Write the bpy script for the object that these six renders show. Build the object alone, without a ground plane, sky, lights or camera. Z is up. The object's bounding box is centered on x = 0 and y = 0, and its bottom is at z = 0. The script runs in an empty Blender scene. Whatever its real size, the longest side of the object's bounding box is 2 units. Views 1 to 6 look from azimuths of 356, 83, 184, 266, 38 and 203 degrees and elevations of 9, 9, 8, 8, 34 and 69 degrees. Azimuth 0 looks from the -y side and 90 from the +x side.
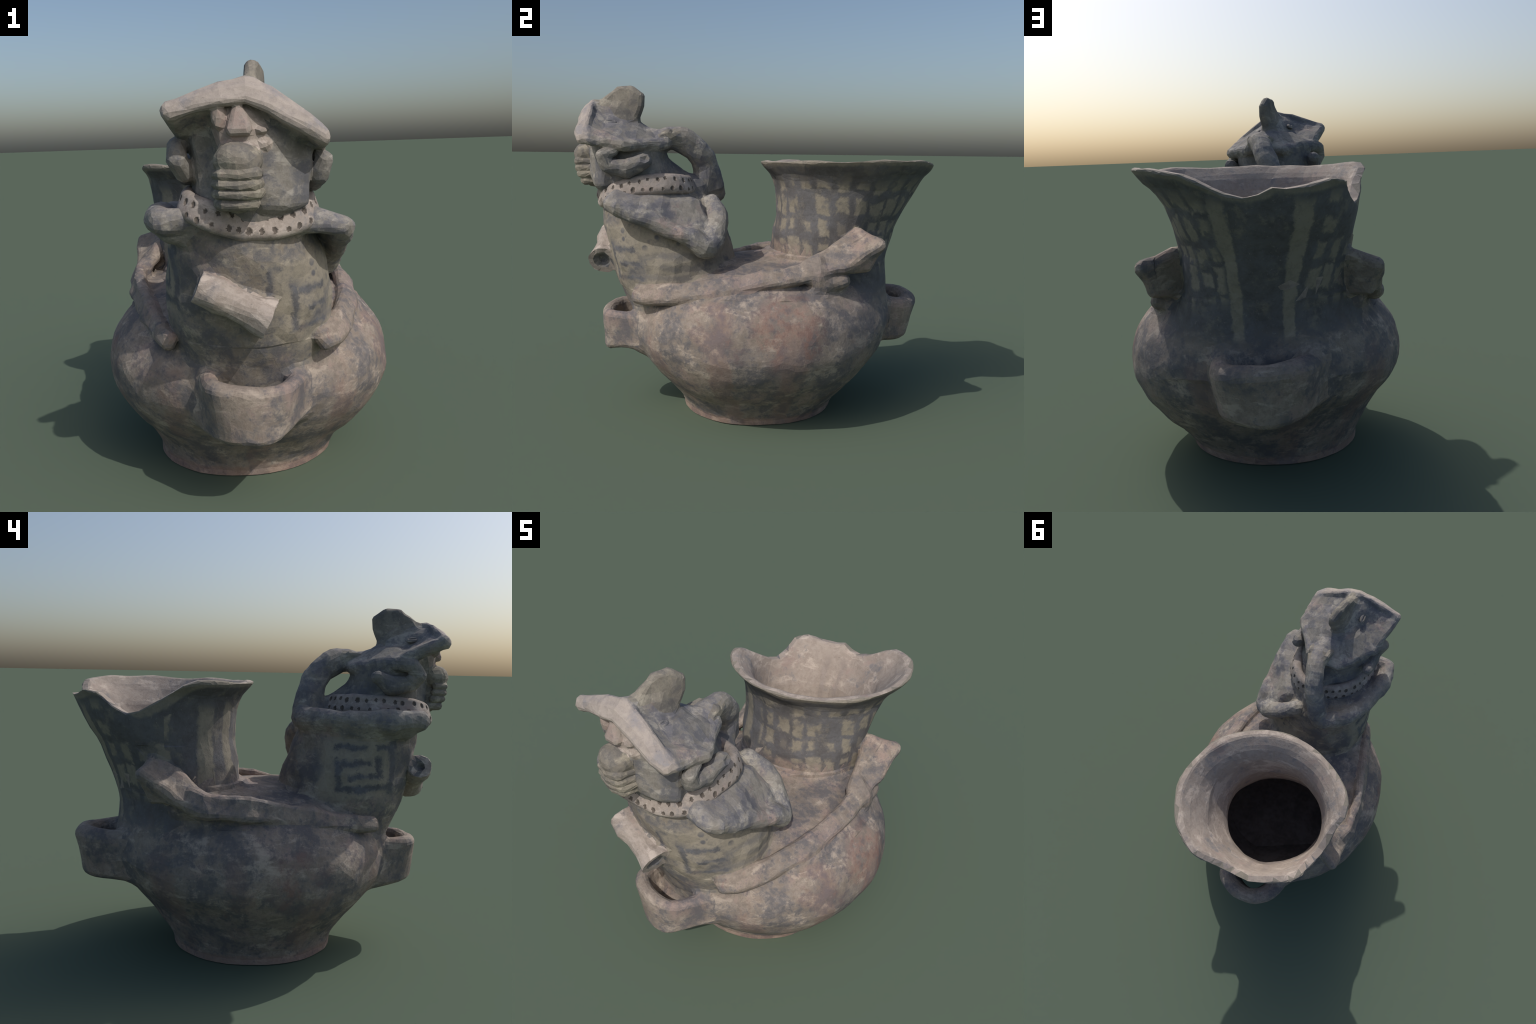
# Fired-clay effigy vessel: a round pot with a flaring broken spout, two strap
# handles and a reclining figure (torso, arms, legs, head with headdress).
# All forms are described as distance fields (profiles, tapered limbs, slabs),
# blended into one clay body, meshed, coarsened and split into named parts.
import bpy, math
import numpy as np
from mathutils import Vector

F32 = np.float32
# ------------------------------------------------------------------ field ---
class Field:
    def __init__(s, lo, hi, h):
        s.lo = np.array(lo, float); s.h = h
        s.n = np.ceil((np.array(hi) - s.lo) / h).astype(int) + 1
        s.F = np.full(s.n, 0.5, F32); s.L = np.zeros(s.n, np.int8)
    def box(s, lo, hi, m):
        a = np.clip(np.floor((np.array(lo) - m - s.lo) / s.h).astype(int), 0, s.n)
        b = np.clip(np.ceil((np.array(hi) + m - s.lo) / s.h).astype(int) + 1, 0, s.n)
        sl = tuple(slice(i, j) for i, j in zip(a, b))
        ax = [(s.lo[i] + s.h * np.arange(a[i], b[i])).astype(F32) for i in range(3)]
        return sl, ax[0][:, None, None], ax[1][None, :, None], ax[2][None, None, :]
    def add(s, shape, pid, k=0.02):
        fn, lo, hi = shape
        sl, x, y, z = s.box(lo, hi, k + 3 * s.h)
        d = fn(x, y, z).astype(F32); c = s.F[sl]
        s.L[sl][d < c] = pid
        if k > 0:
            t = np.maximum(k - np.abs(c - d), 0) / k
            s.F[sl] = np.minimum(c, d) - t * t * (k * 0.25)
        else:
            s.F[sl] = np.minimum(c, d)
    def cut(s, shape, pid=None, k=0.01, shell=1.6):
        fn, lo, hi = shape
        sl, x, y, z = s.box(lo, hi, k + 3 * s.h)
        d = -fn(x, y, z).astype(F32); c = s.F[sl]
        if pid is not None:
            s.L[sl][d > c - shell * s.h] = pid
        t = np.maximum(k - np.abs(c - d), 0) / max(k, 1e-6)
        s.F[sl] = np.maximum(c, d) + t * t * (k * 0.25)
    def mesh(s):
        F = s.F; S = F < 0
        c = S[:-1, :-1, :-1].astype(np.uint8)
        for i in (0, 1):
            for j in (0, 1):
                for k in (0, 1):
                    if i + j + k:
                        c = c + S[i:S.shape[0]-1+i, j:S.shape[1]-1+j, k:S.shape[2]-1+k]
        act = np.argwhere((c > 0) & (c < 8)); N = len(act)
        offs = np.array([(i, j, k) for i in (0, 1) for j in (0, 1) for k in (0, 1)])
        V = np.stack([F[act[:, 0]+o[0], act[:, 1]+o[1], act[:, 2]+o[2]] for o in offs], 1)
        acc = np.zeros((N, 3)); cnt = np.zeros(N)
        for a in range(8):
            for b in range(a + 1, 8):
                if np.abs(offs[a] - offs[b]).sum() != 1: continue
                va, vb = V[:, a], V[:, b]; m = (va < 0) != (vb < 0)
                t = va[m] / (va[m] - vb[m])
                acc[m] += offs[a] + t[:, None] * (offs[b] - offs[a]); cnt[m] += 1
        P = s.lo + s.h * (act + acc / cnt[:, None])
        idx = np.full(c.shape, -1, np.int32); idx[act[:, 0], act[:, 1], act[:, 2]] = np.arange(N)
        quads, labs = [], []
        for ax in range(3):
            u, v = (ax + 1) % 3, (ax + 2) % 3
            s0 = [slice(None)] * 3; s1 = [slice(None)] * 3
            s0[ax] = slice(0, -1); s1[ax] = slice(1, None)
            e = np.argwhere(S[tuple(s0)] != S[tuple(s1)])
            e = e[(e[:, u] > 0) & (e[:, v] > 0) & (e[:, u] < s.n[u]-1) & (e[:, v] < s.n[v]-1)]
            du = np.eye(3, dtype=int)[u]; dv = np.eye(3, dtype=int)[v]; da = np.eye(3, dtype=int)[ax]
            g = lambda q: idx[q[:, 0], q[:, 1], q[:, 2]]
            q = np.stack([g(e - du - dv), g(e - dv), g(e), g(e - du)], 1)
            ins = S[e[:, 0], e[:, 1], e[:, 2]]
            q[~ins] = q[~ins][:, ::-1]
            w = np.where(ins[:, None], e, e + da)
            quads.append(q); labs.append(s.L[w[:, 0], w[:, 1], w[:, 2]])
        return P, np.concatenate(quads), np.concatenate(labs)

# ----------------------------------------------------------------- shapes ---
def bounds(pts, r):
    p = np.array(pts, float); return p.min(0) - r, p.max(0) + r
def loft(rows, p=2.0, wob=None):
    """horizontal sections: (z, cx, cy, rx, ry), smoothly interpolated"""
    R = np.array(rows, float)
    def fn(x, y, z):
        zz = np.clip(z.ravel().astype(float), R[0, 0], R[-1, 0]) + 1e-7 * np.arange(z.size)
        cx, cy, rx, ry = [smooth_interp(zz, R[:, 0], R[:, i])[None, None, :].astype(F32) for i in (1, 2, 3, 4)]
        u = np.abs((x - cx) / rx); v = np.abs((y - cy) / ry)
        q = np.sqrt(u*u + v*v) if p == 2 else (u**p + v**p) ** (1 / p)
        ra = (rx + ry).ravel() / 2; sl = np.gradient(ra, zz) if len(zz) > 2 else 0 * ra
        d = (q - 1) * np.minimum(rx, ry) / np.sqrt(1 + np.minimum(sl * sl, 30))[None, None, :]
        if wob is not None: d = d + wob(x, y, z)
        return np.maximum(d, np.maximum(R[0, 0] - z, z - R[-1, 0]))
    lo = (np.min(R[:, 1] - R[:, 3]), np.min(R[:, 2] - R[:, 4]), R[0, 0])
    hi = (np.max(R[:, 1] + R[:, 3]), np.max(R[:, 2] + R[:, 4]), R[-1, 0])
    return fn, lo, hi
def smooth_interp(x, X, Y):
    """monotone-ish cubic through the profile points"""
    m = np.gradient(Y, X); i = np.clip(np.searchsorted(X, x) - 1, 0, len(X) - 2)
    h = X[i+1] - X[i]; t = (x - X[i]) / h
    return ((2*t**3 - 3*t**2 + 1) * Y[i] + (t**3 - 2*t**2 + t) * h * m[i]
            + (3*t**2 - 2*t**3) * Y[i+1] + (t**3 - t**2) * h * m[i+1])
def curve(pts, n=4):
    """Catmull-Rom refinement of a control path"""
    P = np.array(pts, float); Q = np.vstack([2*P[0]-P[1], P, 2*P[-1]-P[-2]]); out = []
    for i in range(1, len(Q) - 2):
        for t in np.arange(n) / n:
            a, b, c, d = Q[i-1:i+3]
            out.append(.5 * (2*b + (c-a)*t + (2*a-5*b+4*c-d)*t*t + (3*b-a-3*c+d)*t**3))
    out.append(P[-1]); return [tuple(q) for q in out]
def limb(pts):
    """chain of tapered round segments: (x, y, z, r)"""
    P = np.array(pts, float)
    def fn(x, y, z):
        out = None
        for a, b in zip(P[:-1], P[1:]):
            ab = b[:3] - a[:3]; L2 = float(ab @ ab)
            t = np.clip(((x-a[0])*ab[0] + (y-a[1])*ab[1] + (z-a[2])*ab[2]) / L2, 0, 1)
            d = np.sqrt((x-a[0]-t*ab[0])**2 + (y-a[1]-t*ab[1])**2 + (z-a[2]-t*ab[2])**2) - (a[3] + t*(b[3]-a[3]))
            out = d if out is None else np.minimum(out, d)
        return out
    return (fn,) + bounds(P[:, :3], P[:, 3].max())
def slab(tris, r):
    """rounded triangles (thick clay sheets)"""
    T = [np.array(t, float) for t in tris]
    def fn(x, y, z):
        out = None
        for a, b, c in T:
            ba, cb, ac = b - a, c - b, a - c
            n = np.cross(ba, -ac); n2 = float(n @ n)
            rel = [(x - q[0], y - q[1], z - q[2]) for q in (a, b, c)]
            dot = lambda p, w: p[0]*w[0] + p[1]*w[1] + p[2]*w[2]
            ins = None; best = None
            for p, e in zip(rel, (ba, cb, ac)):
                sg = dot(p, np.cross(e, n)) <= 0
                ins = sg if ins is None else ins & sg
                t = np.clip(dot(p, e) / float(e @ e), 0, 1)
                q = (p[0]-t*e[0])**2 + (p[1]-t*e[1])**2 + (p[2]-t*e[2])**2
                best = q if best is None else np.minimum(best, q)
            pd = dot(rel[0], n) ** 2 / n2
            d = np.sqrt(np.where(ins, pd, best)) - r
            out = d if out is None else np.minimum(out, d)
        return out
    return (fn,) + bounds(np.concatenate(T), r)
def ribbon(top, bot, r):
    t = []
    for i in range(len(top) - 1):
        t += [(top[i], top[i+1], bot[i]), (top[i+1], bot[i+1], bot[i])]
    return slab(t, r)
def strap(path, r):
    """upright ribbon: path of (x, y, z_mid, half_height)"""
    return ribbon([(p[0], p[1], p[2] + p[3]) for p in path], [(p[0], p[1], p[2] - p[3]) for p in path], r)
def blob(c, r, axis=None):
    c = np.array(c, float); r = np.array(r, float)
    def fn(x, y, z):
        u, v, w = x - c[0], y - c[1], z - c[2]
        k0 = np.sqrt((u/r[0])**2 + (v/r[1])**2 + (w/r[2])**2)
        k1 = np.sqrt((u/r[0]**2)**2 + (v/r[1]**2)**2 + (w/r[2]**2)**2) + 1e-6
        return k0 * (k0 - 1) / k1
    return fn, c - r, c + r
def rod(stations, ext=0.0):
    """flat-ended round rod: stations (x, y, z, r) on one straight axis"""
    P = np.array(stations, float); a, b = P[0, :3], P[-1, :3]
    L = np.linalg.norm(b - a); w = (b - a) / L
    ts = (P[:, :3] - a) @ w
    def fn(x, y, z):
        t = (x-a[0])*w[0] + (y-a[1])*w[1] + (z-a[2])*w[2]
        rr = np.interp(t, ts, P[:, 3])
        q = np.sqrt(np.maximum((x-a[0])**2 + (y-a[1])**2 + (z-a[2])**2 - t*t, 0))
        return np.maximum(q - rr, np.maximum(-t - ext, t - L - ext))
    return (fn,) + bounds(P[:, :3], P[:, 3].max() + ext)

# -------------------------------------------------------------- part kinds ---
PARTS = ["pot_body", "pot_interior", "spout", "spout_interior", "handle", "handle_b", "torso",
         "head", "headdress", "crest", "face", "hand", "hand_l", "arm_l", "arm_r", "leg_l", "leg_r",
         "foot_l", "foot_r", "ear_l", "ear_r", "flute", "flute_bore"]
ID = {n: i for i, n in enumerate(PARTS)}

POT = [(0.0, .430), (.03, .434), (.06, .446), (.12, .484), (.18, .533), (.25, .594), (.33, .650), (.41, .684),
       (.49, .691), (.57, .679), (.64, .648), (.70, .600), (.76, .528), (.80, .45), (.835, .345), (.86, .21), (.872, .03)]
POT_C = (0.0, 0.052)
SPOUT = [(.55, -.03, .45, .43, .33), (.68, -.034, .452, .395, .318), (.80, -.042, .455, .368, .316),
         (.90, -.048, .465, .365, .328), (1.0, -.05, .482, .385, .350), (1.1, -.05, .508, .403, .363),
         (1.2, -.048, .538, .427, .393), (1.28, -.044, .556, .445, .418), (1.34, -.040, .560, .468, .448),
         (1.39, -.040, .556, .511, .494), (1.44, -.036, .553, .545, .528), (1.50, -.036, .553, .585, .568)]
FLOOR = .145
# broken rim: height of the lip by direction round the mouth (degrees, metres)
RIM = [(-155, 1.402), (-120, 1.398), (-90, 1.402), (-50, 1.405), (-20, 1.41), (10, 1.418), (38, 1.418), (50, 1.405),
       (61, 1.395), (71, 1.35), (80, 1.315), (90, 1.30), (98, 1.312), (105, 1.338), (112, 1.33), (125, 1.335),
       (136, 1.358), (146, 1.345), (155, 1.285), (164, 1.25), (172, 1.265), (185, 1.318), (197, 1.385), (205, 1.402)]

def build_clay():
    G = Field((-.76, -1.05, -.03), (.76, 1.05, 1.86), .0065)
    def hand_built(x, y, z):
        """the pot is not truly round: pulled in low at the back left, fuller at the front"""
        th = np.degrees(np.arctan2(y - .06, x))
        lob = lambda c, w: np.exp(-(((th - c + 180) % 360 - 180) / w) ** 2)
        return (- .012 * lob(-130, 25) * np.exp(-((z - .55) / .12) ** 2) + .030 * lob(140, 42) * np.exp(-((z - .28) / .12) ** 2) - .016 * lob(-95, 55) * np.exp(-((z - .47) / .16) ** 2)
                + .012 * lob(5, 40) * np.exp(-((z - .56) / .13) ** 2))
    pot = loft([(z, POT_C[0] - .034 * max(1 - z / .20, 0), POT_C[1] - .010 * max(1 - z / .12, 0) + .015 * min(max((z - .3) / .3, 0), 1), r, r * (1 + .02 * min(max((z - .3) / .3, 0), 1))) for z, r in POT], 2.12, hand_built)
    G.add(pot, ID["pot_body"], 0)
    # spout, with its broken lip
    def pinch(x, y, z):
        th = np.degrees(np.arctan2(y - .50, x + .045))
        g = lambda c, w: np.exp(-(((th - c + 180) % 360 - 180) / w) ** 2); h = lambda c, w: np.exp(-((z - c) / w) ** 2)
        return (.028 * g(32, 38) * np.clip((1.36 - z) / .1, 0, 1) * np.clip((z - .92) / .12, 0, 1) + .018 * g(145, 28) * np.clip((1.15 - z) / .15, 0, 1)
                - .030 * g(40, 28) * h(.76, .12) - .040 * g(-130, 30) * h(.86, .10) - .012 * g(-150, 30) * h(.98, .10))
    G.add(loft(SPOUT, 2.0, pinch), ID["spout"], .10)
    G.add(blob((-.17, .08, .748), (.26, .20, .115)), ID["pot_body"], .05)
    ax = [G.lo[i] + G.h * np.arange(G.n[i]) for i in range(3)]
    seam = np.where(ax[1] > .40, .62, .92)[None, :] + 0 * ax[0][:, None]
    neck = ((ax[0][:, None] + .04) / .44) ** 2 + ((ax[1][None, :] - .455) / .39) ** 2
    seam = np.where(neck < 1, seam, .92)
    G.L[...] = np.where((ax[2][None, None, :] > seam[:, :, None]) & (ax[1] > .05)[None, :, None], ID["spout"], ID["pot_body"])
    shell = G.F.copy()                                   # vessel wall, before the figure is added
    # torso
    G.add(loft([(.50, -.02, -.36, .31, .30), (.60, -.02, -.38, .325, .315), (.68, -.016, -.402, .335, .325),
                (.80, -.020, -.43, .349, .342), (.95, -.024, -.46, .347, .345), (1.07, -.035, -.493, .322, .335),
                (1.15, -.045, -.515, .285, .32), (1.21, -.045, -.54, .265, .29), (1.25, -.03, -.56, .24, .25)], 2.0),
          ID["torso"], .04)
    G.add(blob((-.12, -.205, .95), (.10, .07, .15)), ID["torso"], .05)
    # head: flares to the collar, pinched below the headdress
    G.add(loft([(1.12, -.025, -.58, .20, .20), (1.20, -.024, -.59, .235, .235), (1.27, -.022, -.615, .235, .245), (1.33, -.02, -.65, .222, .228), (1.42, -.02, -.68, .215, .21),
                (1.48, -.02, -.69, .222, .205), (1.54, -.02, -.705, .215, .185), (1.60, -.02, -.73, .12, .13)], 2.25),
          ID["head"], .04)
    G.add(limb([(-.01, -.45, 1.31, .08), (-.01, -.33, 1.24, .075)]), ID["head"], .04)
    # face
    G.add(blob((-.055, -.835, 1.545), (.105, .085, .14)), ID["face"], .03)
    G.add(slab([((-.065, -.905, 1.61), (-.085, -.925, 1.555), (-.045, -.925, 1.555))], .028), ID["face"], .01)
    G.add(blob((-.135, -.895, 1.60), (.03, .035, .05)), ID["face"], .01)
    G.add(blob((.012, -.90, 1.548), (.026, .028, .016)), ID["face"], .01)
    G.add(blob((.02, -.885, 1.50), (.03, .03, .025)), ID["face"], .01)
    G.add(slab([((.03, -.855, 1.50), (.185, -.80, 1.47), (.02, -.855, 1.29)), ((.185, -.80, 1.47), (.165, -.80, 1.29), (.02, -.855, 1.29))], .026), ID["head"], .03)
    G.cut(blob((-.205, -.885, 1.43), (.062, .095, .15)), None, .03)
    # hand over the mouth: back of the hand and finger ridges
    G.add(blob((-.075, -.905, 1.445), (.090, .085, .066)), ID["hand"], .015)
    G.add(blob((-.075, -.885, 1.345), (.074, .062, .085)), ID["hand"], .006)
    for z, y, r in ((1.402, -.972, .019), (1.367, -.966, .0175), (1.333, -.958, .0175), (1.296, -.942, .021)):
        w = .074 if z > 1.3 else .062
        G.add(limb([(-.075-w, y+.07, z, r), (-.075-w*.78, y+.012, z, r), (-.075, y, z-.002, r),
                    (-.075+w*.78, y+.012, z, r), (-.075+w, y+.07, z, r)]), ID["hand"], .002)
    # headdress: folded roof of thick clay sheet with a drooping brim
    brim = [(-.300, -.885, 1.624), (-.215, -.895, 1.648), (-.125, -.90, 1.678), (-.04, -.90, 1.686),
            (.045, -.90, 1.652), (.18, -.905, 1.562), (.230, -.895, 1.522)]
    RM, RB, BR = (.243, -.70, 1.487), (.11, -.49, 1.50), (.05, -.545, 1.545)
    LB, LM, CB = (-.08, -.475, 1.49), (-.24, -.66, 1.515), (-.02, -.64, 1.58)
    RS, LS, FT = (.12, -.72, 1.510), (-.135, -.70, 1.518), (-.025, -.80, 1.675)
    roof = [(brim[0], brim[1], LM), (brim[1], LS, LM), (brim[1], brim[2], LS), (brim[2], FT, LS), (brim[2], brim[3], FT),
            (brim[3], brim[4], FT), (brim[4], RS, FT), (brim[4], brim[5], RS), (brim[5], RM, RS), (brim[5], brim[6], RM),
            (FT, CB, LS), (FT, CB, RS), (LS, LM, LB), (LS, CB, LB), (CB, LB, BR), (RS, CB, BR), (RS, RM, RB), (RS, BR, RB), (BR, RB, LB)]
    G.add(slab(roof, .031), ID["headdress"], .02)
    hh = (.010, .018, .026, .028, .026, .018, .010)
    G.add(ribbon([(p[0], p[1] + .8 * q, p[2] + q) for p, q in zip(brim, hh)], [(p[0], p[1] - .9 * q, p[2] - q) for p, q in zip(brim, hh)], .022), ID["headdress"], .012)
    A, B1, B2, C, C2, D = (-.02, -.85, 1.69), (.0, -.735, 1.78), (.014, -.67, 1.782), (.03, -.62, 1.75), (.03, -.622, 1.705), (.002, -.665, 1.60)
    G.add(slab([(A, B1, D), (B1, B2, D), (B2, C, C2), (B2, C2, D)], .028), ID["crest"], .045)
    G.add(slab([(A, (.005, -.74, 1.68), D)], .036), ID["crest"], .03)
    # arms
    G.add(limb(curve([(-.19, -.76, 1.235, .045), (-.32, -.77, 1.232, .050), (-.372, -.74, 1.235, .055), (-.365, -.60, 1.225, .055), (-.315, -.42, 1.22, .055),
                (-.215, -.27, 1.222, .056), (-.09, -.215, 1.232, .062), (-.045, -.243, 1.36, .057),
                (0, -.30, 1.475, .058), (.035, -.385, 1.53, .054), (.05, -.47, 1.54, .046)], 3)), ID["arm_l"], .05)
    G.add(limb([(-.05, -.265, 1.25, .055), (-.03, -.28, 1.36, .047), (.01, -.335, 1.46, .048), (.04, -.42, 1.51, .045)]), ID["arm_l"], .02)
    G.add(slab([((-.18, -.72, 1.18), (-.33, -.71, 1.18), (-.30, -.42, 1.18)), ((-.18, -.72, 1.18), (-.30, -.42, 1.18), (-.08, -.28, 1.18))], .040), ID["arm_l"], .05)
    # left hand gripping the back of the headdress
    G.add(blob((.045, -.455, 1.545), (.065, .06, .035)), ID["hand_l"], .02)
    for i in range(4):
        u = -.05 + .034 * i
        G.add(limb([(.045 + u, -.465, 1.56, .019), (.045 + u * 1.25, -.515, 1.553 - .006 * i, .016)]), ID["hand_l"], .006)
    S, M, E = (.325, -.755, 1.19), (.362, -.50, 1.078), (.328, -.262, .962)
    U, T = (.21, -.73, 1.23), (.175, -.32, 1.175)
    C1, C2 = (.31, -.585, 1.168), (.292, -.37, 1.065)
    G.add(slab([(S, U, C1), (S, C1, M), (M, C1, C2), (C1, U, T), (C1, T, C2), (M, C2, E), (C2, T, E)], .034), ID["arm_r"], .03)
    G.add(limb(curve([(.16, -.74, 1.20, .04), S + (.038,), (.352, -.64, 1.14, .034), M + (.036,), (.362, -.36, 1.02, .05), E + (.058,), (.225, -.205, 1.075, .052), (.09, -.235, 1.18, .046)], 3)), ID["arm_r"], .03)
    # ear ornaments: curled clay coils
    G.add(limb([(.235, -.75, 1.455, .03), (.255, -.80, 1.435, .034), (.235, -.775, 1.38, .042), (.23, -.68, 1.365, .046),
                (.24, -.585, 1.405, .042)]), ID["ear_r"], .012)
    G.cut(blob((.285, -.585, 1.425), (.022, .026, .022)), None, .01)
    G.add(limb([(-.255, -.67, 1.51, .036), (-.288, -.735, 1.50, .036), (-.283, -.765, 1.455, .038), (-.262, -.73, 1.405, .044),
                (-.258, -.64, 1.40, .048), (-.262, -.565, 1.44, .038)]), ID["ear_l"], .012)
    # legs: strap-like ridges climbing to upturned feet against the spout
    left = [(-.365, -.545, .703, .010), (-.422, -.38, .724, .016), (-.47, -.205, .758, .020), (-.512, -.04, .787, .028), (-.542, .10, .813, .036),
            (-.553, .285, .828, .036), (-.54, .36, .85, .040)]
    right = [(.265, -.635, .705, .018), (.33, -.56, .712, .022), (.39, -.42, .732, .028), (.437, -.28, .758, .030), (.472, -.12, .790, .030), (.488, .02, .822, .030),
             (.48, .19, .842, .034), (.462, .30, .868, .040)]
    for path, sx, n in ((left, -1, "leg_l"), (right, 1, "leg_r")):
        path = curve(path, 3)                            # broad strap, tilted to lie on the shoulder
        G.add(ribbon([(p[0] - sx * (.2 + .45 * (sx > 0)) * p[3], p[1], p[2] + (.8 if sx < 0 else .8 - .5 * math.exp(-((p[1] + .05) / .3) ** 2)) * p[3]) for p in path],
                     [(p[0] + sx * .5 * p[3], p[1], p[2] - .85 * p[3]) for p in path], .031), ID[n], .015)
    # shoulder of the pot rises to the inner side of each leg
    for sx in (-1, 1):
        outer = [(sx * .36, -.40, .70), (sx * .44, -.15, .745), (sx * .49, .10, .775), (sx * .49, .30, .785), (sx * .46, .43, .80)]
        dz = .055 if sx > 0 else .01; inner = [(sx * .28, -.36, .75 - dz), (sx * .34, -.12, .77 - dz), (sx * .38, .10, .785 - dz), (sx * .38, .30, .79 - dz), (sx * .36, .42, .79)]
        cutoff = 0 if sx < 0 else 3
        G.add(ribbon(outer[cutoff:], inner[cutoff:], .035), ID["pot_body"], .05)
    # feet: flat paddles flaring up against the spout, toes notched along the end
    for n, inn, out, heel in (("foot_l", [(-.515, .30, .86), (-.465, .42, .935), (-.42, .55, 1.02)], [(-.56, .30, .80), (-.553, .43, .855), (-.552, .597, .983)], (-.515, .545, .865)),
                              ("foot_r", [(.425, .25, .88), (.385, .41, .955), (.355, .535, 1.03)], [(.475, .25, .84), (.475, .43, .88), (.468, .615, .985)], (.448, .56, .875))):
        inn, out = curve(inn, 3), curve(out, 3)
        root_in = (inn[-1][0], .47, .85)
        G.add(ribbon(inn, out, .028), ID[n], .03)
        G.add(slab([(inn[-1], out[-1], heel), (inn[-1], heel, root_in), (out[-1], out[3], heel), (out[3], root_in, heel), (inn[3], inn[-1], root_in), (inn[3], out[3], root_in)], .026), ID[n], .03)
        a, b = np.array(inn[-1]), np.array(out[-1])
        for i in range(5):
            p = a + (b - a) * (i * .25)
            G.add(limb([tuple(p + (0, -.02, -.02)) + (.022,), tuple(p + (0, .006, .008)) + (.0185,)]), ID[n], .004)
    # strap handles: loops that taper downward into the body
    G.add(ribbon(curve([(-.22, -.60, .56), (-.19, -.75, .560), (-.10, -.808, .55), (.0, -.812, .545), (.09, -.778, .545), (.18, -.60, .545)]),
                 curve([(-.22, -.58, .37), (-.17, -.73, .375), (-.09, -.80, .375), (.01, -.805, .375), (.085, -.76, .395), (.18, -.58, .42)]), .036), ID["handle"], .05)
    G.add(blob((-.03, -.60, .40), (.22, .10, .10)), ID["pot_body"], .05)
    G.add(ribbon(curve([(.10, .70, .60), (.10, .855, .58), (.0, .935, .587), (-.125, .938, .595), (-.225, .855, .595), (-.275, .68, .585)]),
                 curve([(.10, .68, .43), (.075, .83, .428), (-.015, .90, .42), (-.115, .91, .42), (-.20, .83, .43), (-.26, .66, .43)]), .054), ID["handle_b"], .05)
    # chest flute
    fl = [(-.235, -.815, .985, .064), (-.16, -.826, .945, .072), (-.11, -.830, .92, .062), (-.04, -.835, .887, .068), (.035, -.841, .852, .086)]
    G.add(rod(fl), ID["flute"], .015)
    G.cut(rod([(.015, -.84, .861, .02), (.045, -.844, .847, .062)], .01), ID["flute_bore"], .006)
    G.cut(rod([(-.245, -.813, .99, .035), (-.22, -.828, .977, .008)], .005), ID["flute_bore"], .006)
    # hollow inside and broken lip
    def cavity(z0, z1, pid):
        lo, hi = (-.66, -.62, z0), (.66, 1.05, z1)
        sl, x, y, z = G.box(lo, hi, 0)
        neck = np.exp(-((z - .93) / .10) ** 2) * np.clip((y - .35) / .35, 0, 1)
        wall = .040 - .012 * np.exp(-((z - .88) / .09) ** 2) + 0 * neck + np.exp(-((z - .98) / .16) ** 2) * np.clip((x + .04) / .25, -.35, 1) * .042 + .012 * np.clip((1.36 - z) / .06, 0, 1) * np.clip((z - 1.0) / .1, 0, 1)
        low = np.clip(.5 - z, 0, 1); deep = np.clip((.62 - z) / .1, 0, 1)      # thicker clay low at the back left
        f = np.maximum(shell[sl] + wall, FLOOR - z)
        f = np.maximum(f, np.where(deep > 0, np.maximum((-.45 * x + .89 * (y - .05) - .66 + .8 * low), (-.53 + .5 * low - x)) * .75 - .3 * (1 - deep), -1))
        c = G.F[sl]
        G.L[sl][(-f > c - 1.6 * G.h)] = pid
        G.F[sl] = np.maximum(c, -f)
    cavity(.10, .93, ID["pot_interior"]); cavity(.93, 1.5, ID["spout_interior"])
    ra = np.radians([a for a, _ in RIM]); rh = np.array([h for _, h in RIM]) + .007
    def above(x, y, z):
        th = np.arctan2(y - .555, x + .03)
        th = np.where(th < ra[0], th + 2*np.pi, th)
        return (np.interp(th, ra, rh) - z) * .85 + 0 * x
    G.cut((above, (-.60, .0, 1.22), (.60, 1.1, 1.5)), None, .012)
    return G

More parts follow.
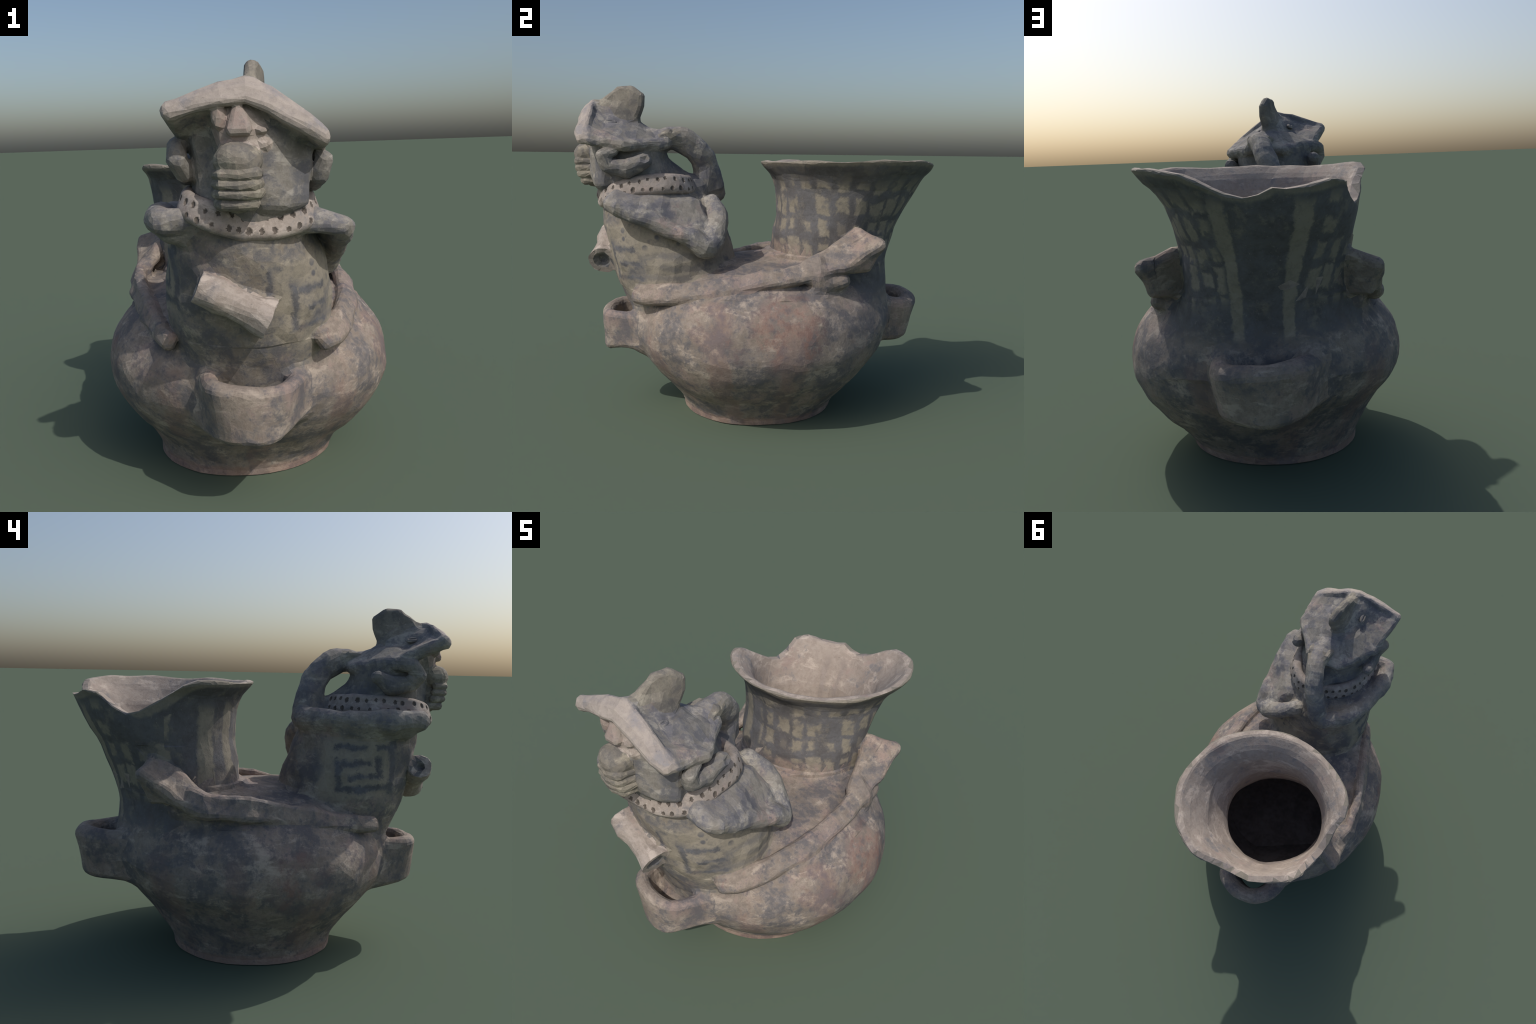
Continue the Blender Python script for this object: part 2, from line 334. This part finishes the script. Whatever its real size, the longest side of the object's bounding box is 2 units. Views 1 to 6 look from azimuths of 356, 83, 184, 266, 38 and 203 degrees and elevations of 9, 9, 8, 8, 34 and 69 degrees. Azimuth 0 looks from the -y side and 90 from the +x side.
COLLAR = [(-.06, -.828, 1.205), (.08, -.815, 1.205), (.19, -.76, 1.235), (.225, -.62, 1.275), (.19, -.44, 1.285), (.08, -.36, 1.275),
          (-.06, -.37, 1.295), (-.19, -.45, 1.30), (-.255, -.60, 1.295), (-.265, -.76, 1.285), (-.18, -.85, 1.245)]
def build_collar():
    """necklace band with two staggered rows of punched holes"""
    ring = np.array(curve(COLLAR + COLLAR[:1], 8))[:-1]
    G = Field((-.36, -.96, 1.10), (.33, -.24, 1.40), .0038)
    top, low = [], []
    for p in np.vstack([ring, ring[:1]]):
        o = p - ring.mean(0); o[2] = 0; o /= np.linalg.norm(o)
        top.append(tuple(p - .016 * o + (0, 0, .024))); low.append(tuple(p + .002 * o - (0, 0, .022)))
    G.add(ribbon(top, low, .031), 0, .01)
    seg = np.linalg.norm(np.roll(ring, -1, 0) - ring, axis=1); acc = np.concatenate([[0], np.cumsum(seg)])
    tot = acc[-1]; n = 35; rng = np.random.default_rng(5); c = ring.mean(0)
    closed = np.vstack([ring, ring[:1]])
    for row in (0, 1):
        for i in range(n):
            t = ((i + .5 * row + rng.uniform(-.14, .14)) / n * tot) % tot
            p = np.array([np.interp(t, acc, closed[:, j]) for j in range(3)])
            q = np.array([np.interp((t + .02) % tot, acc, closed[:, j]) for j in range(3)])
            w = q - p; w[2] = 0; w /= np.linalg.norm(w) + 1e-9
            out = np.array([w[1], -w[0], 0]); 
            if out @ (p - c) < 0: out = -out
            h = (.030 if row == 0 else -.016) + rng.uniform(-.006, .006)
            o = p + (.030 - .36 * h) * out + np.array([0, 0, h])
            r = rng.uniform(.0068, .0112)
            G.cut(blob(o, (r, r, r * rng.uniform(1.2, 1.7))), 1, .002, .25)
    return G

# ------------------------------------------------------------- build meshes --
def noise3(P, scale, seed):
    rng = np.random.default_rng(seed); out = np.zeros(len(P))
    for i in range(9):
        w = rng.normal(size=3); w = w / np.linalg.norm(w) * scale * rng.uniform(.6, 1.6)
        out += np.sin(P @ w + rng.uniform(0, 6.28))
    return out / 3.0

def new_mesh(name, P, faces, mats=None):
    me = bpy.data.meshes.new(name)
    n, k = len(faces), faces.shape[1]
    me.vertices.add(len(P)); me.vertices.foreach_set("co", np.asarray(P, F32).ravel())
    me.loops.add(n * k); me.loops.foreach_set("vertex_index", faces.astype(np.int32).ravel())
    me.polygons.add(n); me.polygons.foreach_set("loop_start", (np.arange(n) * k).astype(np.int32))
    if mats is not None: me.polygons.foreach_set("material_index", mats.astype(np.int32))
    me.update(calc_edges=True); me.validate()
    return me

def coarsen(P, Q, lab, ratio, lump):
    me = new_mesh("clay_raw", P, Q, lab)
    N = np.zeros(len(me.vertices) * 3, F32); me.vertices.foreach_get("normal", N); N = N.reshape(-1, 3)
    fig = ((P[:, 1] < -.12) & (P[:, 2] > .72)) | (P[:, 2] > .72) & (np.abs(P[:, 0]) > .42) & (P[:, 2] < 1.1)
    d = lump * (.6 * noise3(P, 14, 1) + .4 * noise3(P, 33, 2) + np.where(fig, .5 * noise3(P, 30, 3) + .4 * noise3(P, 60, 4), 0))
    P2 = P + N * d[:, None]; P2[:, 2] = np.where(P[:, 2] < .02, P[:, 2], P2[:, 2])
    me.vertices.foreach_set("co", P2.astype(F32).ravel()); me.update()
    for i in range(int(lab.max()) + 1): me.materials.append(None)
    ob = bpy.data.objects.new("clay_raw", me); bpy.context.scene.collection.objects.link(ob)
    md = ob.modifiers.new("d", "DECIMATE"); md.ratio = ratio; md.use_collapse_triangulate = True
    dg = bpy.context.evaluated_depsgraph_get()
    ev = ob.evaluated_get(dg).to_mesh()
    nv, nf = len(ev.vertices), len(ev.polygons)
    co = np.zeros(nv * 3, F32); ev.vertices.foreach_get("co", co)
    lv = np.zeros(nf * 3, np.int32); ev.loops.foreach_get("vertex_index", lv)
    mi = np.zeros(nf, np.int32); ev.polygons.foreach_get("material_index", mi)
    ob.evaluated_get(dg).to_mesh_clear()
    bpy.data.objects.remove(ob); bpy.data.meshes.remove(me)
    tri = lv.reshape(-1, 3); srt = np.sort(tri, 1)
    ok = (srt[:, 0] != srt[:, 1]) & (srt[:, 1] != srt[:, 2])
    _, inv, cnt = np.unique(srt, axis=0, return_inverse=True, return_counts=True)
    ok &= cnt[inv.ravel()] == 1
    return co.reshape(-1, 3), tri[ok], mi[ok]

def corner_normals(P, T, angle):
    """whole-body corner normals: smooth across edges flatter than the angle"""
    me = new_mesh("n", P, T)
    me.polygons.foreach_set("use_smooth", np.ones(len(T), bool))
    me.set_sharp_from_angle(angle=angle)
    out = np.zeros(len(T) * 9, F32)
    me.corner_normals.foreach_get("vector", out)
    bpy.data.meshes.remove(me)
    return out.reshape(-1, 3, 3)

def part_object(name, P, T, CN, mats, parent, mi=None):
    used, inv = np.unique(T.ravel(), return_inverse=True)
    me = new_mesh(name, P[used], inv.reshape(-1, 3), mi)
    me.polygons.foreach_set("use_smooth", np.ones(len(T), bool))
    me.normals_split_custom_set([tuple(v) for v in CN.reshape(-1, 3)])
    for m in mats: me.materials.append(m)
    ob = bpy.data.objects.new(name, me); bpy.context.scene.collection.objects.link(ob)
    ob.parent = parent
    return ob

# -------------------------------------------------------------- materials ---
class Nodes:
    """small helper that writes shader node graphs as expressions"""
    def __init__(s, name):
        s.m = bpy.data.materials.new(name); s.m.use_nodes = True
        s.t = s.m.node_tree; s.bsdf = s.t.nodes["Principled BSDF"]
        s.co = s.t.nodes.new("ShaderNodeTexCoord").outputs["Object"]
    def put(s, sock, v):
        if hasattr(v, "node"): s.t.links.new(v, sock)
        elif isinstance(v, (tuple, list)): sock.default_value = tuple(v) + ((1,) if len(v) == 3 and len(sock.default_value) == 4 else ())
        else: sock.default_value = v
    def math(s, op, a, b=0.0, c=None):
        n = s.t.nodes.new("ShaderNodeMath"); n.operation = op
        s.put(n.inputs[0], a); s.put(n.inputs[1], b)
        if c is not None: s.put(n.inputs[2], c)
        return n.outputs[0]
    def noise(s, scale, detail=4, rough=.6, off=0.0, dist=0.0, stretch=None):
        n = s.t.nodes.new("ShaderNodeTexNoise")
        mp = s.t.nodes.new("ShaderNodeMapping"); s.put(mp.inputs[0], s.co)
        mp.inputs["Location"].default_value = (off * 1.7, off * -2.3, off * 3.1)
        if stretch: mp.inputs["Scale"].default_value = stretch
        s.put(n.inputs["Vector"], mp.outputs[0])
        for k, v in (("Scale", scale), ("Detail", detail), ("Roughness", rough), ("Distortion", dist)): n.inputs[k].default_value = v
        return n.outputs["Fac"]
    def ramp(s, v, a, b):
        n = s.t.nodes.new("ShaderNodeMapRange"); n.interpolation_type = "SMOOTHSTEP"
        s.put(n.inputs[0], v); s.put(n.inputs[1], a); s.put(n.inputs[2], b)
        return n.outputs[0]
    def mix(s, f, a, b):
        n = s.t.nodes.new("ShaderNodeMix"); n.data_type = "RGBA"
        s.put(n.inputs[0], f); s.put(n.inputs[6], a); s.put(n.inputs[7], b)
        return n.outputs[2]
    def xyz(s):
        n = s.t.nodes.new("ShaderNodeSeparateXYZ"); s.put(n.inputs[0], s.co); return n.outputs
    def mul(s, *v):
        o = v[0]
        for q in v[1:]: o = s.math("MULTIPLY", o, q)
        return o
    def near(s, v, c, half, soft):
        """1 where |v - c| < half, with a soft edge"""
        d = s.math("ABSOLUTE", s.math("SUBTRACT", v, c))
        return s.ramp(d, half + soft, half - soft)
    def any(s, *v):
        o = v[0]
        for q in v[1:]: o = s.math("MAXIMUM", o, q)
        return o
    def spot(s, c, r, soft):
        n = s.t.nodes.new("ShaderNodeVectorMath"); n.operation = "DISTANCE"
        s.put(n.inputs[0], s.co); n.inputs[1].default_value = c
        return s.ramp(n.outputs["Value"], r + soft, r - soft)

CREAM, TAN, PALE = (.330, .290, .225), (.235, .200, .160), (.41, .355, .315)
SLATE, INK, ROSE, RED = (.100, .103, .120), (.060, .061, .070), (.330, .240, .210), (.33, .135, .085)

def clay(name, light=CREAM, mid=TAN, dark=SLATE, dark_amt=.5, rose_amt=.35, paint=None, size=1.0, grain=1.0):
    """worn slip over clay: light slip, tan body, dark paint remains, rosy bare clay"""
    N = Nodes(name); light, mid = tuple(q * .95 for q in light), tuple(q * .93 for q in mid)
    a = N.noise(6.5 / size, 8, .70, 1.0, .15); b = N.noise(26, 7, .75, 2.0, .2); c = N.noise(4.0 / size, 7, .70, 3.0, .2); f = N.noise(85, 4, .7, 4.0)
    s2 = N.noise(7.0, 6, .7, 9.0, .5, (1, 1, 2.2))
    col = N.mix(N.ramp(b, .36, .62), mid, light)
    col = N.mix(N.mul(N.ramp(s2, .51, .62), .75), col, tuple(min(q * 1.35, 1) for q in light))
    rose = N.ramp(N.math("ADD", N.math("MULTIPLY", c, .70), N.math("MULTIPLY", b, .30)), .60 - .20 * rose_amt, .70 - .18 * rose_amt)
    col = N.mix(N.math("MULTIPLY", rose, .70), col, ROSE)
    k = N.math("ADD", N.math("MULTIPLY", a, .58), N.math("MULTIPLY", b, .42))
    wear = N.ramp(k, .548 - .15 * dark_amt, .668 - .15 * dark_amt)
    col = N.mix(N.math("MULTIPLY", wear, .80), col, dark)
    soft = N.ramp(N.noise(2.6, 4, .6, 14.0, .5), .46, .66)
    col = N.mix(N.mul(soft, .42 * dark_amt), col, tuple(q * 1.25 for q in dark))
    if paint is not None:
        m, ground, ink, thin = paint(N, a, b, f)       # painted ornament: mask, slip, ink, wear
        g = N.mix(N.ramp(b, .40, .66), ground, tuple(q * .80 for q in ground))
        p = N.mix(N.ramp(k, .40, .62), ink, tuple(q * 1.7 for q in ink))
        orn = N.mix(m, g, p)
        col = N.mix(thin, col, orn)
    # fine specks of grit and pale scratches
    col = N.mix(N.mul(N.ramp(f, .60, .74), .35), col, (.43, .39, .33))
    col = N.mix(N.mul(N.ramp(f, .40, .27), .40), col, INK)
    N.put(N.bsdf.inputs["Base Color"], col)
    N.bsdf.inputs["Roughness"].default_value = .82
    N.bsdf.inputs["Specular IOR Level"].default_value = .25
    bm = N.t.nodes.new("ShaderNodeBump"); bm.inputs["Strength"].default_value = .35 * grain; bm.inputs["Distance"].default_value = .012
    h = N.math("ADD", N.math("MULTIPLY", f, .35), N.math("ADD", N.math("MULTIPLY", b, .8), N.math("MULTIPLY", a, .6)))
    N.put(bm.inputs["Height"], h); N.put(N.bsdf.inputs["Normal"], bm.outputs[0])
    return N.m

def spout_paint(N, a, b, f):
    """dark net with slip-coloured windows, plus plain upright stripes at the back"""
    x, y, z = N.xyz()
    w1 = N.math("MULTIPLY", N.math("SUBTRACT", a, .5), .16); w2 = N.math("MULTIPLY", N.math("SUBTRACT", N.noise(6, 3, .5, 8.0), .5), .13)
    ang = N.math("ARCTAN2", N.math("SUBTRACT", y, .50), N.math("ADD", x, .045))
    deg = N.math("ADD", N.math("MULTIPLY", ang, 57.2958), N.math("MULTIPLY", w1, 60.0))
    zz = N.math("ADD", z, w2)
    cu = N.math("DIVIDE", N.math("ADD", deg, 7.9 + 7.2), 14.4); cv = N.math("DIVIDE", N.math("SUBTRACT", zz, .945 - .059), .118)
    iu, iv = N.math("FLOOR", cu), N.math("FLOOR", cv)
    fu, fv = N.math("SUBTRACT", N.math("FRACT", cu), .5), N.math("SUBTRACT", N.math("FRACT", cv), .5)
    cell = N.t.nodes.new("ShaderNodeCombineXYZ"); N.put(cell.inputs[0], iu); N.put(cell.inputs[1], iv)
    rn = N.t.nodes.new("ShaderNodeTexWhiteNoise"); rn.noise_dimensions = "2D"; N.put(rn.inputs["Vector"], cell.outputs[0])
    rv = rn.outputs["Value"]
    rc = N.t.nodes.new("ShaderNodeSeparateColor"); N.put(rc.inputs[0], rn.outputs["Color"])
    hu = N.math("ADD", .18, N.math("MULTIPLY", rc.outputs[0], .24)); hv = N.math("ADD", .20, N.math("MULTIPLY", rc.outputs[1], .26))
    e = N.math("MULTIPLY", N.math("SUBTRACT", b, .5), .55)
    du = N.math("SUBTRACT", N.math("ABSOLUTE", fu), hu); dv = N.math("SUBTRACT", N.math("ABSOLUTE", fv), hv)
    win = N.ramp(N.math("ADD", N.math("MAXIMUM", du, dv), e), .09, -.08)
    win = N.mul(win, N.ramp(rv, .10, .20), N.ramp(N.noise(5, 4, .6, 21.0), .34, .44))
    win = N.mul(win, N.ramp(zz, .80, .88), N.math("ADD", .25, N.math("MULTIPLY", N.ramp(zz, 1.33, 1.27), .75)))
    zone = N.any(N.near(deg, -20, 86, 3), N.near(deg, 160, 30, 3), N.near(deg, -190, 16, 3))
    win = N.mul(win, zone)
    up = N.mul(N.ramp(zz, .66, .72), N.ramp(zz, 1.32, 1.25))
    ws = N.math("ADD", deg, N.math("MULTIPLY", e, 14.0))
    st = N.mul(N.any(N.near(ws, 73, 5.0, 1.2), N.near(ws, 118, 5.5, 1.2), N.near(ws, -150, 6.5, 1.5), N.near(ws, -126, 6.0, 1.5)), up)
    # rubbed pale lip that follows the broken edge
    cr = N.t.nodes.new("ShaderNodeValToRGB"); lo, hi = RIM[0][0], RIM[-1][0]
    pure = N.math("MULTIPLY", ang, 57.2958)
    pure = N.math("ADD", pure, N.math("MULTIPLY", N.math("LESS_THAN", pure, lo), 360.0))
    N.put(cr.inputs[0], N.math("DIVIDE", N.math("SUBTRACT", pure, lo), hi - lo))
    el = cr.color_ramp.elements
    while len(el) < len(RIM): el.new(.5)
    for q, (deg_, h_) in zip(el, RIM):
        q.position = (deg_ - lo) / (hi - lo); v_ = (h_ - 1.2) / .3; q.color = (v_, v_, v_, 1)
    edge = N.math("ADD", N.math("MULTIPLY", cr.outputs["Color"], .3), 1.207)
    lip = N.ramp(N.math("ADD", N.math("SUBTRACT", edge, z), N.math("MULTIPLY", e, .05)), .034, .016)
    wear = N.mul(N.ramp(N.noise(9, 6, .72, 12.0), .52, .70), .60)
    m = N.math("SUBTRACT", 1.0, N.any(win, st, wear))
    m = N.mul(m, N.math("SUBTRACT", 1.0, N.mul(lip, .8)))
    thin = N.mul(N.ramp(N.math("ADD", zz, N.math("MULTIPLY", e, .2)), .63, .76), N.any(N.ramp(z, .93, .98), N.ramp(y, .20, .27)), .90)
    return m, (.290, .258, .205), (.090, .088, .092), thin

def torso_paint(N, a, b, f):
    """stepped-spiral fret in dark strokes on a slip panel, on both flanks"""
    x, y, z = N.xyz()
    w = N.math("MULTIPLY", N.math("SUBTRACT", N.noise(8, 3, .6, 5.0), .5), .05)
    e = N.math("MULTIPLY", N.math("SUBTRACT", b, .5), .085)
    def stroke(u, v, u0, u1, v0, v1):
        q = N.math("MAXIMUM", N.math("SUBTRACT", N.math("ABSOLUTE", N.math("SUBTRACT", u, (u0+u1)/2)), abs(u1-u0)/2),
                   N.math("SUBTRACT", N.math("ABSOLUTE", N.math("SUBTRACT", v, (v0+v1)/2)), abs(v1-v0)/2))
        return N.ramp(N.math("ADD", q, e), .014, -.008)
    yy, zz, xx = N.math("ADD", y, w), N.math("ADD", z, w), N.math("ADD", x, w)
    left = N.any(stroke(yy, zz, -.51, -.35, 1.075, 1.10), stroke(yy, zz, -.53, -.345, 1.0, 1.025), stroke(yy, zz, -.37, -.34, .88, 1.02),
                 stroke(yy, zz, -.63, -.34, .870, .897), stroke(yy, zz, -.58, -.555, .945, 1.04), stroke(yy, zz, -.57, -.40, .935, .958),
                 stroke(yy, zz, -.66, -.625, .85, 1.14), stroke(yy, zz, -.64, -.56, 1.075, 1.10))
    left = N.mul(left, N.ramp(x, -.18, -.22))
    pan = N.mul(N.near(yy, -.46, .19, .03), N.near(zz, .985, .15, .03), N.ramp(x, -.18, -.24))
    # right flank and chest: fret strokes and a row of drips under the cape
    right = N.any(stroke(xx, zz, .13, .155, .775, .965), stroke(xx, zz, .15, .275, .935, .960), stroke(xx, zz, .15, .29, .775, .797),
                  stroke(xx, zz, .20, .28, .855, .875), stroke(xx, zz, .028, .048, .93, 1.04))
    right = N.mul(right, N.ramp(y, -.56, -.60))
    side = N.any(stroke(yy, zz, -.60, -.30, .90, .925), stroke(yy, zz, -.62, -.36, .79, .815), stroke(yy, zz, -.62, -.595, .80, .92), stroke(yy, zz, -.52, -.30, .845, .865))
    side = N.mul(side, N.ramp(x, .20, .24), .6)
    vo = N.t.nodes.new("ShaderNodeTexVoronoi"); N.put(vo.inputs["Vector"], N.co); vo.inputs["Scale"].default_value = 17
    drips = N.mul(N.ramp(vo.outputs["Distance"], .34, .22), N.near(zz, 1.0, .045, .02), N.ramp(x, .10, .16))
    m = N.mul(N.any(left, right, side, drips), N.ramp(a, .24, .38))
    pan2 = N.mul(N.ramp(xx, .02, .07), N.near(zz, .88, .19, .03))
    thin = N.any(N.any(N.mul(pan, .85, N.ramp(a, .74, .60)), N.mul(pan2, .70, N.ramp(a, .66, .52))), N.mul(m, .85))
    return m, (.320, .283, .225), (.085, .086, .096), thin

def pot_paint(N, a, b, f):
    """ruddy firing cloud on one flank, ring motif, rubbed bare foot"""
    x, y, z = N.xyz()
    n = N.math("MULTIPLY", N.math("SUBTRACT", a, .5), 1.6)
    d = N.math("ADD", N.any(N.spot((.64, .12, .58), .20, .12), N.mul(N.spot((.60, -.14, .50), .12, .10), .6), N.mul(N.spot((-.62, -.10, .50), .16, .1), .8)), n)
    red = N.ramp(d, .35, .95); c2 = N.noise(7, 6, .7, 41.0)
    foot = N.ramp(N.math("ADD", z, N.math("MULTIPLY", n, .04)), .055, .03)
    dv = N.t.nodes.new("ShaderNodeVectorMath"); dv.operation = "DISTANCE"; N.put(dv.inputs[0], N.co); dv.inputs[1].default_value = (.60, -.27, .62)
    ring = N.mul(N.near(N.math("ADD", dv.outputs["Value"], N.math("MULTIPLY", n, .04)), .085, .035, .025), .6, N.ramp(a, .40, .55))
    ang = N.math("ARCTAN2", N.math("SUBTRACT", y, .05), x)
    wave = N.math("SINE", N.math("ADD", N.math("MULTIPLY", ang, 11.0), N.math("MULTIPLY", n, 2.2)))
    band = N.mul(N.ramp(wave, .25, .8), N.ramp(N.noise(3.0, 5, .65, 31.0), .42, .62), N.ramp(z, .66, .52), .55)     # faded upright brush bands
    ring = N.any(ring, band)
    thin = N.any(N.mul(red, .62, N.ramp(b, .34, .56), N.ramp(c2, .38, .58)), N.mul(foot, .38), ring)
    return ring, (.330, .185, .140), (.095, .095, .108), thin

def inner_paint(N, a, b, f):
    """two dark runs down the back of the mouth"""
    x, y, z = N.xyz()
    ang = N.math("MULTIPLY", N.math("ARCTAN2", N.math("SUBTRACT", y, .50), N.math("ADD", x, .045)), 57.2958)
    w = N.math("MULTIPLY", N.math("SUBTRACT", N.noise(7, 4, .6, 6.0, 0, (1, 1, .25)), .5), 26.0)
    q = N.math("ADD", ang, w)
    m = N.mul(N.any(N.near(q, 113, 5, 4), N.near(q, 97, 4, 3), N.mul(N.near(q, 165, 5, 5), .6), N.mul(N.near(q, -20, 8, 8), .5)), N.ramp(z, 1.34, 1.22), .8)
    deep = N.ramp(N.math("ADD", z, N.math("MULTIPLY", N.math("SUBTRACT", b, .5), .02)), .945, .928)      # darker tone below the throat
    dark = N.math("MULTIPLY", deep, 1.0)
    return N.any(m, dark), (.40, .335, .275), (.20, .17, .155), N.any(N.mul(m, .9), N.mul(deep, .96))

def brim_paint(N, a, b, f):
    """the brim's front face is rubbed down to pale slip"""
    x, y, z = N.xyz()
    t = N.ramp(N.math("ADD", y, N.math("MULTIPLY", N.math("SUBTRACT", b, .5), .06)), -.862, -.885)
    return N.mul(N.ramp(a, .54, .68), .6), (.42, .365, .325), (.15, .15, .165), N.mul(t, .85)

def scar_paint(N, a, b, f):
    """fresh red clay along the break where the right leg tore from the torso"""
    s = N.math("ADD", N.any(N.spot((.30, -.655, .735), .05, .05), N.spot((.345, -.56, .765), .03, .04)), N.math("MULTIPLY", N.math("SUBTRACT", b, .5), 1.6))
    return 0.0, (.36, .165, .115), INK, N.mul(N.ramp(s, .75, 1.2), .75)

def make_materials():
    grey = clay("grey_slip", (.290, .270, .240), (.195, .180, .160), (.095, .098, .115), .62, .25)
    pale = clay("pale_slip", PALE, (.310, .265, .230), (.150, .145, .150), .30, .45)
    limb = clay("limb_clay", (.345, .290, .240), (.238, .196, .165), (.105, .105, .118), .52, .55, scar_paint)
    hat = clay("headdress_slip", (.335, .310, .270), (.235, .215, .190), (.112, .114, .138), .60, .25, brim_paint)
    arm = clay("arm_slip", (.335, .310, .270), (.235, .215, .190), (.112, .114, .138), .58, .25)
    crest = clay("crest_slip", (.320, .292, .235), (.215, .192, .16), (.110, .105, .105), .58, .20)
    pot = clay("pot_slip", (.350, .295, .245), (.235, .195, .163), (.095, .096, .110), .68, .50, pot_paint, 1.1)
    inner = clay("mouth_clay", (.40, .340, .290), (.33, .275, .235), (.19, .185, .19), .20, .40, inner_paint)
    hole = clay("hole_clay", (.15, .125, .105), (.11, .092, .08), (.07, .063, .058), .4, 0)
    spout = clay("spout_slip", (.345, .292, .242), (.235, .195, .163), (.095, .096, .110), .68, .45, spout_paint, 1.1)
    torso = clay("torso_slip", (.320, .285, .232), (.225, .195, .160), (.095, .097, .112), .68, .35, torso_paint)
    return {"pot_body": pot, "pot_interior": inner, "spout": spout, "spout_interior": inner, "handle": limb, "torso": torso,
            "head": grey, "headdress": hat, "crest": crest, "face": pale, "hand": crest, "arm": arm, "leg": limb, "foot": limb,
            "ear_ornament": grey, "flute": pale, "flute_bore": grey, "collar": pale, "collar_hole": hole, "headdress_eye": grey}


def main():
    root = bpy.data.objects.new("effigy_vessel", None)
    bpy.context.scene.collection.objects.link(root)
    root["label"] = "weathered painted clay vessel with reclining figure and flared spout"
    root["category"] = "pottery vessel"
    P, Q, lab = build_clay().mesh()
    P, T, mi = coarsen(P, Q, lab, .020, .006)
    CN = corner_normals(P, T, math.radians(6))
    M = make_materials()
    for i, n in enumerate(PARTS):
        sel = mi == i
        if not sel.any(): continue
        kind = {"handle_b": "handle", "arm_l": "arm", "arm_r": "arm", "leg_l": "leg", "leg_r": "leg", "foot_l": "foot",
                "foot_r": "foot", "hand_l": "hand",   "ear_l": "ear_ornament", "ear_r": "ear_ornament"}.get(n, n)
        part_object(kind, P, T[sel], CN[sel], [M[kind]], root)
    # slit eyes modelled on both slopes of the headdress
    for c, nrm in (((-.119, -.777, 1.643), (-.55, .1, .83)), ((.085, -.775, 1.616), (.55, .1, .83))):
        E = Field((-.06, -.06, -.06), (.06, .06, .06), .0035)
        E.add(blob((0, 0, -.006), (.036, .020, .012)), 0, .003)
        E.cut(blob((0, 0, .008), (.027, .0065, .012)), None, .003)
        Pe, Qe, le = E.mesh(); Pe, Te, me = coarsen(Pe, Qe, le, .4, .001)
        zv = Vector(nrm).normalized(); xv = (Vector((.1, -1, 0)) - zv * zv.dot(Vector((.1, -1, 0)))).normalized(); yv = zv.cross(xv)
        Pe = np.array(c) + Pe @ np.array([xv, yv, zv])
        part_object("headdress_eye", Pe.astype(F32), Te, corner_normals(Pe, Te, math.radians(30)), [M["headdress_eye"]], root)
    P, Q, lab = build_collar().mesh()
    P, T, mi = coarsen(P, Q, lab, .95, .003)
    part_object("collar", P, T, corner_normals(P, T, math.radians(40)), [M["collar"], M["collar_hole"]], root, mi)
    print("TRIS", len(T))
main()
